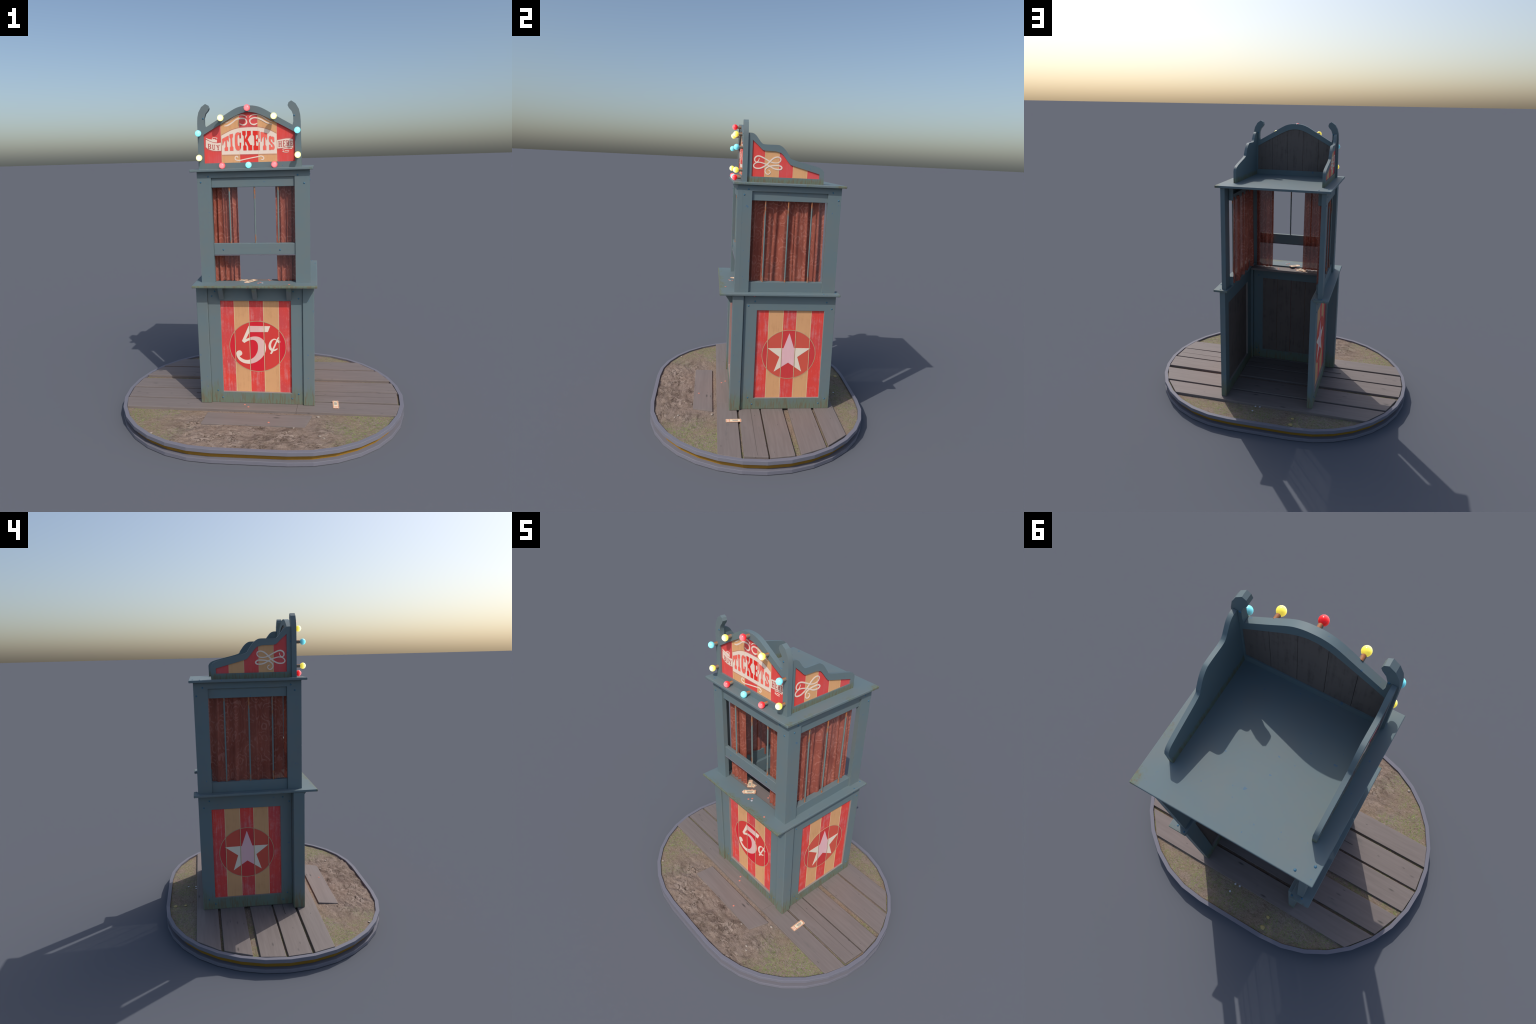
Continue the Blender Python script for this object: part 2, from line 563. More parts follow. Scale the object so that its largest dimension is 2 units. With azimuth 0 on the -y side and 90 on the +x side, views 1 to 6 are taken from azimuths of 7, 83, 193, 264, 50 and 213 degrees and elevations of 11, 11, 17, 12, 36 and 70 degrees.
def bolt(pos, normal, parent):
    """one domed bolt head, all share a mesh"""
    global BOLT
    n = Vector(normal)
    if BOLT is None:
        bm = bmesh.new()
        bmesh.ops.create_uvsphere(bm, u_segments=12, v_segments=8, radius=.0054)
        bmesh.ops.delete(bm, geom=[v for v in bm.verts if v.co.z < -.001], context='VERTS')
        for v in bm.verts:
            v.co.z *= .55
        BOLT = bpy.data.meshes.new('bolt')
        bm.to_mesh(BOLT)
        bm.free()
        BOLT.materials.append(M_BOLT)
        for f in BOLT.polygons:
            f.use_smooth = True
    o = bpy.data.objects.new('bolt', BOLT)
    COL.objects.link(o)
    o.location = pos
    o.rotation_euler = n.to_track_quat('Z', 'Y').to_euler()
    attach(o, parent)
    return o


# ================================================================== oval base
base = empty('display_base')
base['label'] = 'oval plinth with gold groove, trodden soil and plank deck'
base['category'] = 'display base'

CX = .216          # centres of the two round ends
def capsule(r, seg=16):
    pts = []
    for s, a0 in ((1, -90), (-1, 90)):
        for i in range(seg + 1):
            a = math.radians(a0 + 180 * i / seg)
            pts.append((s * CX + r * math.cos(a), r * math.sin(a)))
    return pts


def ring_surface(name, profile, mats, parent, mat_of=None):
    """sweep a closed (radius, z) profile round the capsule"""
    bm = bmesh.new()
    loops = [[bm.verts.new((x, y, z)) for x, y in capsule(r)] for r, z in profile]
    n, m = len(loops[0]), len(loops)
    for k in range(m):
        a, b = loops[k], loops[(k + 1) % m]
        for i in range(n):
            j = (i + 1) % n
            f = bm.faces.new((a[i], a[j], b[j], b[i]))
            if mat_of:
                f.material_index = mat_of[k]
    return link(name, bm, mats, parent, origin=(0, 0, 0))


R = .733
ring_surface('plinth_rim', [(R - .024, .050), (R - .024, .085), (R - .0012, .085), (R, .0838), (R, .0622), (R - .0012, .061), (R - .030, .061)],
             M_RIM, base)
ring_surface('gold_band', [(R - .029, .0605), (R - .029, .0235), (R - .045, .0235), (R - .045, .0605)], M_GOLD, base)
ring_surface('plinth_foot', [(R - .048, .0), (R - .048, .023), (R - .0012, .023), (R, .0218), (R, .001), (R - .001, .0)], M_RIM, base)


def ramp(v, a, b):
    return max(0.0, min(1.0, (v - a) / (b - a)))


def ground_height(x, y):
    """gently uneven earth, churned into clods and ruts in front of the deck"""
    v = Vector((x, y, 0))
    h = .0725 + .002 * noise.fractal(v * 5, 1, 2, 3)
    mud = ramp(-y, .28, .40) * ramp(.66 - abs(x - .02), 0, .22)
    w = v + Vector((noise.noise(v * 6), noise.noise(v * 6 + Vector((9, 2, 1))), 0)) * .05
    rg = noise.ridged_multi_fractal(Vector((w.x * 7, w.y * 12, 0)) + Vector((3, 1, 0)), 1, 2.1, 4, 1, 2)
    h += (mud + .12) * (.0070 * (rg - 1.15) + .0036 * noise.fractal(Vector((w.x * 22, w.y * 40, 3)), .8, 2, 5))
    if -.36 < x < .37 and -.46 < y < -.29:
        near = min(ramp(x, -.36, -.33), ramp(-x, -.37, -.34), ramp(y, -.46, -.435), ramp(-y, .29, .305))
        h = h * (1 - near) + min(h, .0705) * near
    if -.29 < y < .53:
        h = min(h, .0745)
    return max(.064, min(h, .0835))


def make_ground():
    bm = bmesh.new()
    RI, NR = R - .0235, 110
    loop = []
    for (x0, y0), (x1, y1) in zip(capsule(RI), capsule(RI)[1:] + capsule(RI)[:1]):
        k = max(1, int(math.hypot(x1 - x0, y1 - y0) / .009))
        loop += [(x0 + (x1 - x0) * i / k, y0 + (y1 - y0) * i / k) for i in range(k)]
    prev = None
    c = bm.verts.new((0, 0, .070))
    for r in range(1, NR + 1):
        t = r / NR
        ring = []
        for x, y in loop:
            px, py = x * t, y * t
            ring.append(bm.verts.new((px, py, ground_height(px, py))))
        n = len(ring)
        for i in range(n):
            j = (i + 1) % n
            if prev:
                bm.faces.new((prev[i], ring[i], ring[j], prev[j]))
            else:
                bm.faces.new((c, ring[i], ring[j]))
        prev = ring
    low = [bm.verts.new((v.co.x, v.co.y, .0625)) for v in prev]
    for i in range(len(prev)):
        j = (i + 1) % len(prev)
        bm.faces.new((prev[i], low[i], low[j], prev[j]))
    o = link('soil_ground', bm, M_SOIL, base, smooth=True, origin=(0, 0, .07))
    return o


make_ground()


def end_x(y, r=.707):
    return CX + math.sqrt(max(0, r * r - y * y))


def plank_bm(corners, z0, z1, bevel=.002):
    """board from four plan corners given in order round its edge"""
    bm = bmesh.new()
    lo = [bm.verts.new((x, y, z0)) for x, y in corners]
    hi = [bm.verts.new((x, y, z1)) for x, y in corners]
    bm.faces.new(hi)
    bm.faces.new(list(reversed(lo)))
    for i in range(4):
        j = (i + 1) % 4
        bm.faces.new((lo[i], lo[j], hi[j], hi[i]))
    bmesh.ops.bevel(bm, geom=bm.edges[:], offset=bevel, segments=2, affect='EDGES', profile=.5)
    return bm


# rows of deck planks: front edge and back edge (left y, right y), end trims (left, right)
ROWS = [((-.276, -.284), (-.150, -.147), (.000, .000)),
        ((-.134, -.133), (.006, .008), (.004, .013)),
        ((.020, .017), (.164, .165), (.002, .004)),
        ((.207, .202), (.366, .365), (.006, .000)),
        ((.383, .382), (.525, .521), (.000, .006))]
for k, ((fl, fr), (bl, br), (tl, tr)) in enumerate(ROWS):
    L0, L1 = -end_x(fl) + tl, -end_x(bl) + tl
    R0, R1 = end_x(fr) - tr, end_x(br) - tr
    top = .0895 + (.0006 if k % 2 else 0)
    if k == 0:   # the front row is made of two boards that meet right of the booth's middle
        s = .245
        ym, yb = fl + (fr - fl) * .62, bl + (br - bl) * .62
        link('deck_plank', plank_bm([(L0, fl), (s, ym), (s + .012, yb), (L1, bl)], .066, top), M_DECK, base)
        pb = plank_bm([(s + .001, ym), (R0, fr), (R1, br), (s + .013, yb)], .066, top + .0004)
        for v in pb.verts:      # this board sinks a little towards the rim
            v.co.z -= .0045 * max(0, v.co.x - .45) / .45
        link('deck_plank', pb, M_DECK, base)
    else:
        pb = plank_bm([(L0, fl), (R0, fr), (R1, br), (L1, bl)], .066, top)
        if k in (1, 2):
            for v in pb.verts:
                v.co.z -= .0035 * max(0, -v.co.x - .5) / .4
        link('deck_plank', pb, M_DECK, base)
# a narrow split runs along the second row
box('plank_crack', (-.45, .89), (-.0560, -.0540), (.0880, .0906), M_CRACK, base, 0)

pl_bm = plank_bm([(-.335, -.441), (.305, -.443), (.348, -.310), (-.318, -.310)], .060, .0788)
for v in pl_bm.verts:
    v.co.z += (v.co.y + .375) * .045
loose = link('loose_plank', pl_bm, M_DECK, base)

for i, (x, y, s, m) in enumerate([(-.609, -.569, .008, M_PEBBLE), (.385, -.314, .008, M_PEBBLE), (.394, -.535, .007, M_PEBBLE), (.238, -.456, .006, M_PEBBLE),
                                  (.418, -.556, .006, M_PEBBLE), (-.204, .603, .010, M_LEAF), (-.205, .672, .013, M_LEAF)]):
    bm = bmesh.new()
    bmesh.ops.create_icosphere(bm, subdivisions=2, radius=1)
    for v in bm.verts:
        d = 1 + .35 * noise.noise(v.co * 1.7 + Vector((i * 5, 0, 0)))
        v.co = Vector((x + v.co.x * s * d * 1.25, y + v.co.y * s * d, .0755 + v.co.z * s * d * (.38 if m is M_PEBBLE else .18)))
    link('dry_leaf' if m is M_LEAF else 'pebble', bm, m, base, smooth=True)

# ================================================================== the booth
booth = empty('ticket_booth', (0, 0, .09))
booth['label'] = 'vintage blue-grey carnival ticket booth with striped panels and bulbs'
booth['category'] = 'ticket booth'
Z0 = .0902

# ---- lower corner posts
for x in ((-.383, -.3115), (.2925, .364)):
    box('corner_post', x, (-.200, -.128), (Z0, .8936), M_FOOT, booth, .003)

# ---- striped panels with their frames
def striped_boards(pl, seams, z0, z1, parent, red, top=None, back=.006):
    n = len(seams) - 1
    for i in range(n):
        a, b = seams[i] + .0006, seams[i + 1] - .0006
        mat = red if i % 2 == 0 else (M_OCHRE_SIGN if top else M_OCHRE)
        if top:
            k = 14
            pts = [(a, z0), (b, z0)] + [(b + (a - b) * j / k, top(b + (a - b) * j / k)) for j in range(k + 1)]
        else:
            pts = [(a, z0), (b, z0), (b, z1), (a, z1)]
        link('striped_board', prism(pl, pts, -back, 0), mat, parent)


def ellipse(cx, cz, rx, rz, n=72):
    return [(cx + rx * math.cos(2 * math.pi * i / n), cz + rz * math.sin(2 * math.pi * i / n)) for i in range(n)]


FIVE = [(-55.1, 618.0), (83.8, 617.3), (68.1, 578.4), (-50.4, 576.7), (-75.5, 527.9), (-44.2, 542.3), (-14.2, 547.2), (12.2, 542.1),
        (34.9, 526.2), (49.2, 502.2), (53.5, 474.5), (49.5, 444.8), (35.5, 416.6), (14.9, 393.4), (-12.3, 373.4), (-39.4, 362.9),
        (-63.0, 359.9), (-93.1, 364.6), (-119.6, 379.9), (-135.6, 402.6), (-142.2, 427.1), (-138.3, 440.5), (-129.0, 448.4),
        (-117.2, 450.4), (-107.3, 444.3), (-102.7, 433.1), (-104.7, 422.6), (-112.3, 415.4), (-121.1, 412.7), (-113.8, 402.3),
        (-95.7, 390.3), (-75.7, 385.5), (-55.4, 388.4), (-31.6, 401.2), (-14.4, 420.8), (-2.0, 447.3), (2.1, 475.3), (-0.6, 499.6),
        (-11.7, 516.8), (-28.1, 524.2), (-44.7, 523.2), (-64.9, 515.9), (-87.0, 502.3), (-101.6, 515.3)]
CENT = [(125.5, 526.6), (117.4, 532.0), (104.3, 533.5), (89.3, 525.4), (77.4, 509.6), (70.3, 487.0), (73.1, 466.2), (82.8, 454.2),
        (99.2, 449.3), (114.1, 453.0), (128.5, 463.7), (126.0, 468.9), (116.0, 464.2), (102.7, 460.5), (91.3, 468.3), (86.7, 483.8),
        (88.8, 501.2), (97.4, 518.6), (109.0, 526.4), (122.1, 522.4), (127.5, 513.9), (133.3, 506.1), (141.5, 504.8), (147.2, 511.8),
        (145.0, 520.4), (136.9, 524.4)]
SLASH = [(130.0, 540.5), (136.7, 546.1), (137.9, 539.9), (97.4, 442.3), (89.5, 429.9), (79.0, 432.1)]
STAR = [(187.4, 628.1), (223.0, 524.0), (334.8, 522.5), (249.0, 460.5), (281.8, 356.1), (188.4, 420.3), (94.1, 356.1), (127.7, 460.9), (46.8, 522.4), (152.6, 523.0)]
MM = lambda pts: [(a / 1000, b / 1000) for a, b in pts]


FIVE_SMOOTH = MM(FIVE[:4]) + smooth_line(MM(FIVE[4:29]), 4) + smooth_line(MM(FIVE[28:43]), 4)[1:] + MM(FIVE[43:])


def side_panel(name, pl, a0, a1, z0, z1, oa0, oa1, oz0, oz1, face, depth, seams, art, lining=.0125):
    """one lower wall: teal frame, five striped boards, painted disc with its emblem, bare boards inside"""
    outer = [(oa0, oz0), (oa1, oz0), (oa1, oz1), (oa0, oz1)]
    inner = [(a0, z0), (a1, z0), (a1, z1), (a0, z1)]
    fr = holed_frame(pl, outer, inner, depth, booth, name, M_FOOT, M_REVEAL, face)
    m = fr.modifiers.new('b', 'BEVEL')
    m.width, m.segments, m.limit_method = .002, 2, 'ANGLE'
    striped_boards(pl, [a0 - .004] + seams[1:-1] + [a1 + .004], z0 - .004, z1 + .004, fr, M_RED)
    for s in seams[1:-1]:
        link('seam_line', prism(pl, [(s - .0004, z0 - .003), (s + .0028, z0 - .003), (s + .0028, z1 + .003), (s - .0004, z1 + .003)], -.001, .0007), M_CREAM_LINE, fr)
    # bare boards on the inner side
    w = (a1 - a0) / 4
    for i in range(4):
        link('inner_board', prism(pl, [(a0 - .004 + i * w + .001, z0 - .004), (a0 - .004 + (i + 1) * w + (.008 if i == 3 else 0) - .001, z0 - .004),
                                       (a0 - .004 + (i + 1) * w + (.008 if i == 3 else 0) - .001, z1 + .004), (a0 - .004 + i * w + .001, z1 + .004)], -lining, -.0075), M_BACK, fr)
    S = [a0] + seams[1:-1] + [a1]
    if art == 'five':
        el = ellipse(0, .479, .183, .171)
        d2, d3 = M_DISC, M_DISC_DEEP
        mats_disc = [d3, d2, d3, d2, d3]
        mats_fig = [M_CREAM, M_CREAM, M_PINK, M_CREAM, M_PINK]
    else:
        el = ellipse(.1897, .478, .181, .1715)
        mats_disc = [M_DISC_SIDE_DEEP, M_DISC_SIDE, M_DISC_SIDE_DEEP, M_DISC_SIDE, M_DISC_SIDE_DEEP]
        mats_fig = [M_CREAM_SIDE, M_CREAM_SIDE, M_PINK_SIDE, M_CREAM_SIDE, M_CREAM_SIDE]
    mark('painted_disc', prism(pl, el, -.001, .0006), pl, S, mats_disc, fr, .0029)
    link('disc_outline', stroke(pl, el, .0036, -.001, .0010, True), M_RING, fr)
    ca, cz, rx, rz = (0, .479, .183, .171) if art == 'five' else (.1897, .478, .181, .1715)
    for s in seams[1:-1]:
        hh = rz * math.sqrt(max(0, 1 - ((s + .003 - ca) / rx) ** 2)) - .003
        link('seam_shadow', prism(pl, [(s + .0029, cz - hh), (s + .0047, cz - hh), (s + .0047, cz + hh), (s + .0029, cz + hh)], -.001, .0009), M_SEAM_SHADOW, fr)  # thin dark strip modelled as the shadow line right of each seam
    if art == 'five':
        figure = merge([prism(pl, FIVE_SMOOTH, -.001, .0014)])
        mark('numeral_five', figure, pl, S, mats_fig, fr, .0047)
        mark('cent_sign', merge([prism(pl, smooth_line(MM(CENT), 3, True), -.001, .0014), prism(pl, MM(SLASH), -.001, .0018)]), pl, S, mats_fig, fr, .0047)
    else:
        mark('star', prism(pl, MM(STAR), -.001, .0014), pl, S, mats_fig, fr, .0047)
    return fr


# front wall
PF = Plane('front', -.174)
front_seams = [-.2315, -.147, -.0517, .0414, .1377, .2185]
front = side_panel('front_wall', PF, -.2325, .2180, .1670, .7880, -.3112, .2920, Z0, .8935, .015, .034, front_seams, 'five')
# right and left walls
side_seams = [-.038, .0426, .1383, .2285, .3262, .4115]
PR = Plane('right', .335)
right = side_panel('side_wall', PR, -.038, .412, .1690, .7880, -.1255, .4840, Z0, .8935, .012, .038, side_seams, 'star')
PL = Plane('left', -.303, -.0155)
left = side_panel('side_wall', PL, -.038, .412, .1700, .7880, -.1105, .4940, Z0, .8935, .012, .038, side_seams, 'star', .0200)

# ---- brackets under the counter
for cx in (-.216, -.0045, .2085):
    pr = Plane('right', cx + .0145)
    prof = [(-.188, .8935), (-.262, .8935), (-.256, .872), (-.240, .848), (-.222, .822), (-.209, .802), (-.188, .802)]
    link('counter_bracket', prism(pr, prof, -.029, 0), M_EDGE, booth)

# ---- counter with its side ledges, and the shelf inside
def plan_slab(name, outline, z0, z1, mat, bevel):
    """horizontal board with any plan outline and softened edges"""
    bm = bmesh.new()
    f = bm.faces.new([bm.verts.new((x, y, z0)) for x, y in outline])
    r = bmesh.ops.extrude_face_region(bm, geom=[f])
    bmesh.ops.translate(bm, verts=[v for v in r['geom'] if isinstance(v, bmesh.types.BMVert)], vec=(0, 0, z1 - z0))
    bmesh.ops.bevel(bm, geom=bm.edges[:], offset=bevel, segments=2, affect='EDGES', profile=.5)
    return link(name, bm, mat, booth)


counter = plan_slab('counter', [(-.3890, -.2850), (.3840, -.2850), (.3835, .5040), (.2860, .5040), (.2860, -.1450), (-.2960, -.1450), (-.2960, .5040), (-.3965, .5040)],
                    .8940, .9090, M_EDGE, .003)
shelf = box('inner_shelf', (-.2955, .2855), (-.1444, -.0560), (.8820, .8990), M_DECK, booth, .002)
for x, y in ((-.049, -.262), (.027, -.270), (.033, -.255), (.129, -.262), (.288, -.262), (.327, -.258), (-.036, -.255)):
    bm = bmesh.new()
    bmesh.ops.create_uvsphere(bm, u_segments=12, v_segments=8, radius=1)
    s = random.uniform(.006, .009)
    for v in bm.verts:
        v.co = Vector((x + v.co.x * s * 1.3, y + v.co.y * s, .8935 + v.co.z * .0065))
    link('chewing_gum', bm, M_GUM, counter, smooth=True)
bm = bmesh.new()
bmesh.ops.create_uvsphere(bm, u_segments=12, v_segments=8, radius=.0075)
for v in bm.verts:
    v.co = Vector((.352 + v.co.x * .8, -.058 + v.co.y, .886 + v.co.z * .8))
link('chewing_gum', bm, M_GUM, counter, smooth=True)

# ---- upper frame: corner posts made of boards, headers and rails
zt = 1.5998
def portal(pl, o0, o1, i0, i1, zh, depth):
    """two uprights and the header between them, cut from one board"""
    pts = [(o0, .9092), (i0, .9092), (i0, zh), (i1, zh), (i1, .9092), (o1, .9092), (o1, zt), (o0, zt)]
    return link('window_frame', prism(pl, pts, -depth, 0), M_TEAL, booth)


portal(Plane('front', -.190), -.3430, .3425, -.2570, .2520, 1.5620, .030)
def lean(o):
    """the side frames run slightly askew: they drift to the left towards the back"""
    y0 = o.location.y
    for v in o.data.vertices:
        v.co.x -= .0135 * (v.co.y + y0 + .19)
    return o


for sg, at in (('right', .3425), ('left', -.3430)):
    lean(portal(Plane(sg, at), -.1600, .4750, -.1000, .3880, 1.5620, .0295))
    m = 1 if sg == 'right' else -1
    span = lambda a, b: (a, b) if m > 0 else (-b, -a)
    lean(box('window_rail', span(.3125, .3300), (-.1000, .3900), (1.5030, 1.5990), M_TEAL, booth, .0015))
    lean(box('window_rail', span(.2835, .3123), (-.1000, .3900), (1.5030, 1.5450), M_TEAL, booth, .0015))
    lean(box('rail_block', span(.2825, .3110), (.3800, .4050), (1.5060, 1.5990), M_TEAL, booth, .007))
    lean(box('window_rail', span(.2900, .3300), (-.1000, .3900), (.9086, .9740), M_TEAL, booth, .0015))
    for y in (-.009, .139, .291):
        o = lean(link('window_bar', cyl_bm((m * .3205, y, .972), (m * .3205, y, 1.505), .0049, 12), M_BAR, booth))
        shade_smooth(o)
box('window_rail', (-.2570, .2520), (-.1790, -.1500), (1.5030, 1.5618), M_TEAL, booth)
box('middle_rail', (-.2568, .2518), (-.1830, -.1570), (1.0860, 1.1570), M_TEAL, booth)
box('rail_lip', (-.2565, .2515), (-.1850, -.1570), (1.0805, 1.0858), M_RIM, booth, .001)
for x in (-.150, .006, .149):
    shade_smooth(link('window_bar', cyl_bm((x, -.169, 1.150), (x, -.169, 1.505), .0049, 12), M_BAR, booth))

# ---- curtains
def curtain(pl, a0, a1, ztop, zbot, waves, depth, seed, flare=0.0):
    """hanging cloth: broad uneven folds made of a few overlaid waves, opening out towards the hem"""
    rng = random.Random(seed)
    bm = bmesh.new()
    nu, nv = int((a1 - a0) / .0012), 46
    ph = [rng.uniform(0, 6.28) for _ in range(8)]
    grid = []
    for j in range(nv + 1):
        t = j / nv
        row = []
        for i in range(nu + 1):
            s = i / nu
            q = s + .018 * math.sin(9 * s + ph[6]) + .010 * math.sin(2.6 * t + ph[7] + 6 * s)
            h = dh = 0.0
            for k, (f, w) in enumerate(waves):
                th = 2 * math.pi * f * q + ph[k] + .25 * k * math.sin(2.2 * t + ph[5])
                h += w * math.sin(th)
                dh += w * math.cos(th)
            g = .82 + .3 * t
            a = a0 + (a1 - a0) * s + .0035 * dh * (.3 + .7 * t) + flare * (s - .5) * (t - .5)
            z = ztop + (zbot - ztop) * t
            if t > .9:
                z += (t - .9) * 10 * (.003 * h + .003 * math.sin(31 * s + ph[4]))
            row.append(bm.verts.new(pl(a, z, depth * g * h)))
        grid.append(row)
    for j in range(nv):
        for i in range(nu):
            bm.faces.new((grid[j][i], grid[j][i + 1], grid[j + 1][i + 1], grid[j + 1][i]))
    return link('curtain', bm, M_CURTAIN, booth, smooth=True)


NARROW = [(5.0, .85), (2.3, .25), (9.1, .18)]
WIDE = [(4.3, .55), (7.2, .60), (12.3, .22), (1.6, .25)]
curtain(Plane('front', -.124), -.260, -.104, 1.520, .906, NARROW, .0085, 3, .006)
curtain(Plane('front', -.124), .131, .262, 1.520, .906, [(4.1, .85), (2.0, .25), (8.0, .18)], .0085, 8, -.002)
lean(curtain(Plane('right', .2855), -.112, .384, 1.524, .925, WIDE, .0135, 21))
lean(curtain(Plane('left', -.3020), -.078, .380, 1.524, .925, WIDE, .0135, 34))

# ---- roof board
roof = box('roof_board', (-.3820, .3630), (-.2200, .5005), (1.6002, 1.6155), M_ROOF, booth, .003)

# ---- the sign on top
SX = -.0205
sign_face = Plane('front', -.163)
HORN = [(-.314, 1.6145), (-.3135, 1.70), (-.312, 1.80), (-.311, 1.885), (-.3085, 1.920), (-.301, 1.952), (-.2825, 1.983), (-.2575, 2.000),
        (-.2415, 1.991), (-.2355, 1.974), (-.2415, 1.961), (-.2580, 1.943), (-.2675, 1.917), (-.2680, 1.880), (-.2630, 1.8620)]
ARCH_OUT = [(-.2630, 1.8620), (-.165, 1.9180), (-.100, 1.9560), (-.065, 1.9720), (-.030, 1.9800), (0, 1.9815)]
ARCH_IN = [(-.2760, 1.8200), (-.215, 1.8540), (-.166, 1.8800), (-.100, 1.9150), (-.055, 1.9345), (-.022, 1.9425), (0, 1.9440)]
mir = lambda pts: [(-a, b) for a, b in reversed(pts)]
arch_out = smooth_line(ARCH_OUT, 3)
arch_in = smooth_line(ARCH_IN, 4)
loop = HORN[:-1] + arch_out[:-1] + mir(arch_out)[:-1] + mir(HORN)
hole = [(-.2770, 1.6505)] + arch_in[:-1] + mir(arch_in) + [(.2770, 1.6505)]


def sign_frame():
    """one board outline with horns and an arched opening, bridged by triangulating outline and hole together"""
    bm = bmesh.new()
    def ring(pts, h):
        vs = [bm.verts.new(sign_face(a + SX, b, h)) for a, b in pts]
        return vs, [bm.edges.new((vs[i], vs[(i + 1) % len(vs)])) for i in range(len(vs))]
    fo, eo = ring(loop, 0)
    fi, ei = ring(hole, 0)
    bo, eo2 = ring(loop, -.031)
    bi, ei2 = ring(hole, -.031)
    bmesh.ops.triangle_fill(bm, use_beauty=True, use_dissolve=False, edges=eo + ei)
    bmesh.ops.triangle_fill(bm, use_beauty=True, use_dissolve=False, edges=eo2 + ei2)
    for a, b in ((fo, bo), (fi, bi)):
        for i in range(len(a)):
            j = (i + 1) % len(a)
            bm.faces.new((a[i], a[j], b[j], b[i]))
    o = link('sign_frame', bm, M_TEAL, booth)
    shade_smooth(o, 24)
    return o


sign = sign_frame()


def arch_top(a):
    """height of the striped sign boards under the arch"""
    t = abs(a - SX)
    pts = [(-x, z) for x, z in reversed(arch_in)]
    for (x0, z0), (x1, z1) in zip(pts, pts[1:]):
        if x0 <= t <= x1:
            return z0 + (z1 - z0) * (t - x0) / (x1 - x0) + .004
    return 1.8235


PS = Plane('front', -.151)
SS = [-.3000, -.1905, -.0790, .0348, .1465, .2590]
striped_boards(PS, SS, 1.6480, None, sign, M_RED_CLEAN, arch_top, .006)
for s in SS[1:-1]:
    link('seam_line', prism(PS, [(s - .0009, 1.648), (s + .0011, 1.648), (s + .0011, arch_top(s)), (s - .0009, arch_top(s))], -.001, .0006), M_CREAM_LINE, sign)
for i in range(5):
    a, b = SS[i] + .0008, SS[i + 1] - .0008
    k = 8
    pts = [(a, 1.648), (b, 1.648)] + [(b + (a - b) * j / k, arch_top(b + (a - b) * j / k)) for j in range(k + 1)]
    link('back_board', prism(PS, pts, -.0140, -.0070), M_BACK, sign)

# lettering: each letter is a unit outline stretched into its own slot
L_T = [(0, .98), (.05, 1), (.95, 1), (1, .98), (1, .66), (.93, .58), (.82, .72), (.70, .76), (.69, .30), (.80, .24), (.84, .22), (.83, 0), (.34, 0), (.33, .2), (.40, .24),
       (.48, .30), (.48, .76), (.36, .74), (.20, .62), (.10, .46), (.02, .46)]
L_I = [(0, 1), (1, 1), (1, .82), (.74, .73), (.74, .28), (1, .2), (1, 0), (0, 0), (0, .2), (.26, .28), (.26, .73), (0, .82)]
L_C = [(.5, 1), (.2, .96), (.05, .85), (0, .6), (0, .35), (.06, .14), (.25, .03), (.5, 0), (.8, .03), (.95, .15), (1, .42), (.78, .44), (.76, .28), (.62, .24), (.47, .28),
       (.42, .42), (.42, .6), (.46, .80), (.6, .86), (.74, .84), (.78, .66), (1, .66), (1, .98), (.88, .95), (.8, .97)]
L_K = [(0, 1), (.36, 1), (.36, .82), (.28, .74), (.27, .58), (.50, .76), (.50, 1), (.90, 1), (.90, .80), (.72, .72), (.54, .56), (.80, .28), (1, .26), (1, 0), (.58, 0), (.58, .2),
       (.34, .46), (.27, .42), (.28, .28), (.40, .22), (.40, 0), (.06, 0), (.06, .22), (.16, .28), (.15, .74), (0, .82)]
L_E = [(0, 1), (1, 1), (1, .60), (.86, .60), (.78, .78), (.60, .80), (.44, .78), (.44, .56), (.62, .56), (.66, .64), (.74, .64), (.74, .40), (.66, .40), (.62, .47), (.44, .47),
       (.44, .24), (.64, .22), (.82, .24), (.88, .42), (1, .42), (1, 0), (.05, 0), (.05, .22), (.20, .27), (.20, .73), (0, .80)]
L_S = [(.95, .95), (.95, .60), (.72, .58), (.60, .74), (.42, .80), (.32, .72), (.38, .60), (.62, .52), (.90, .38), (1, .22), (.92, .06), (.72, 0), (.5, .04), (.3, 0), (.05, 0),
       (.05, .36), (.28, .38), (.36, .24), (.55, .19), (.66, .26), (.58, .36), (.30, .46), (.06, .60), (0, .78), (.1, .94), (.3, 1), (.5, .95), (.72, 1)]
S_B = [(0, 1), (.7, 1), (.95, .9), (.95, .62), (.75, .53), (1, .42), (1, .12), (.75, 0), (0, 0), (0, .08), (.1, .1), (.1, .9), (0, .92)]
S_U = [(0, 1), (.4, 1), (.4, .93), (.32, .9), (.32, .25), (.45, .12), (.6, .12), (.72, .25), (.72, .9), (.62, .93), (.62, 1), (1, 1), (1, .93), (.88, .9), (.88, .2), (.7, .02),
       (.4, 0), (.15, .1), (.1, .25), (.1, .9), (0, .93)]
S_Y = [(0, 1), (.42, 1), (.42, .93), (.34, .9), (.55, .55), (.72, .9), (.62, .93), (.62, 1), (1, 1), (1, .93), (.9, .9), (.62, .42), (.62, .1), (.75, .07), (.75, 0), (.3, 0),
       (.3, .07), (.42, .1), (.42, .42), (.1, .9), (0, .93)]
S_H = [(0, 1), (.4, 1), (.4, .92), (.32, .9), (.32, .56), (.68, .56), (.68, .9), (.6, .92), (.6, 1), (1, 1), (1, .92), (.92, .9), (.92, .1), (1, .08), (1, 0), (.6, 0), (.6, .08),
       (.68, .1), (.68, .45), (.32, .45), (.32, .1), (.4, .08), (.4, 0), (0, 0), (0, .08), (.08, .1), (.08, .9), (0, .92)]
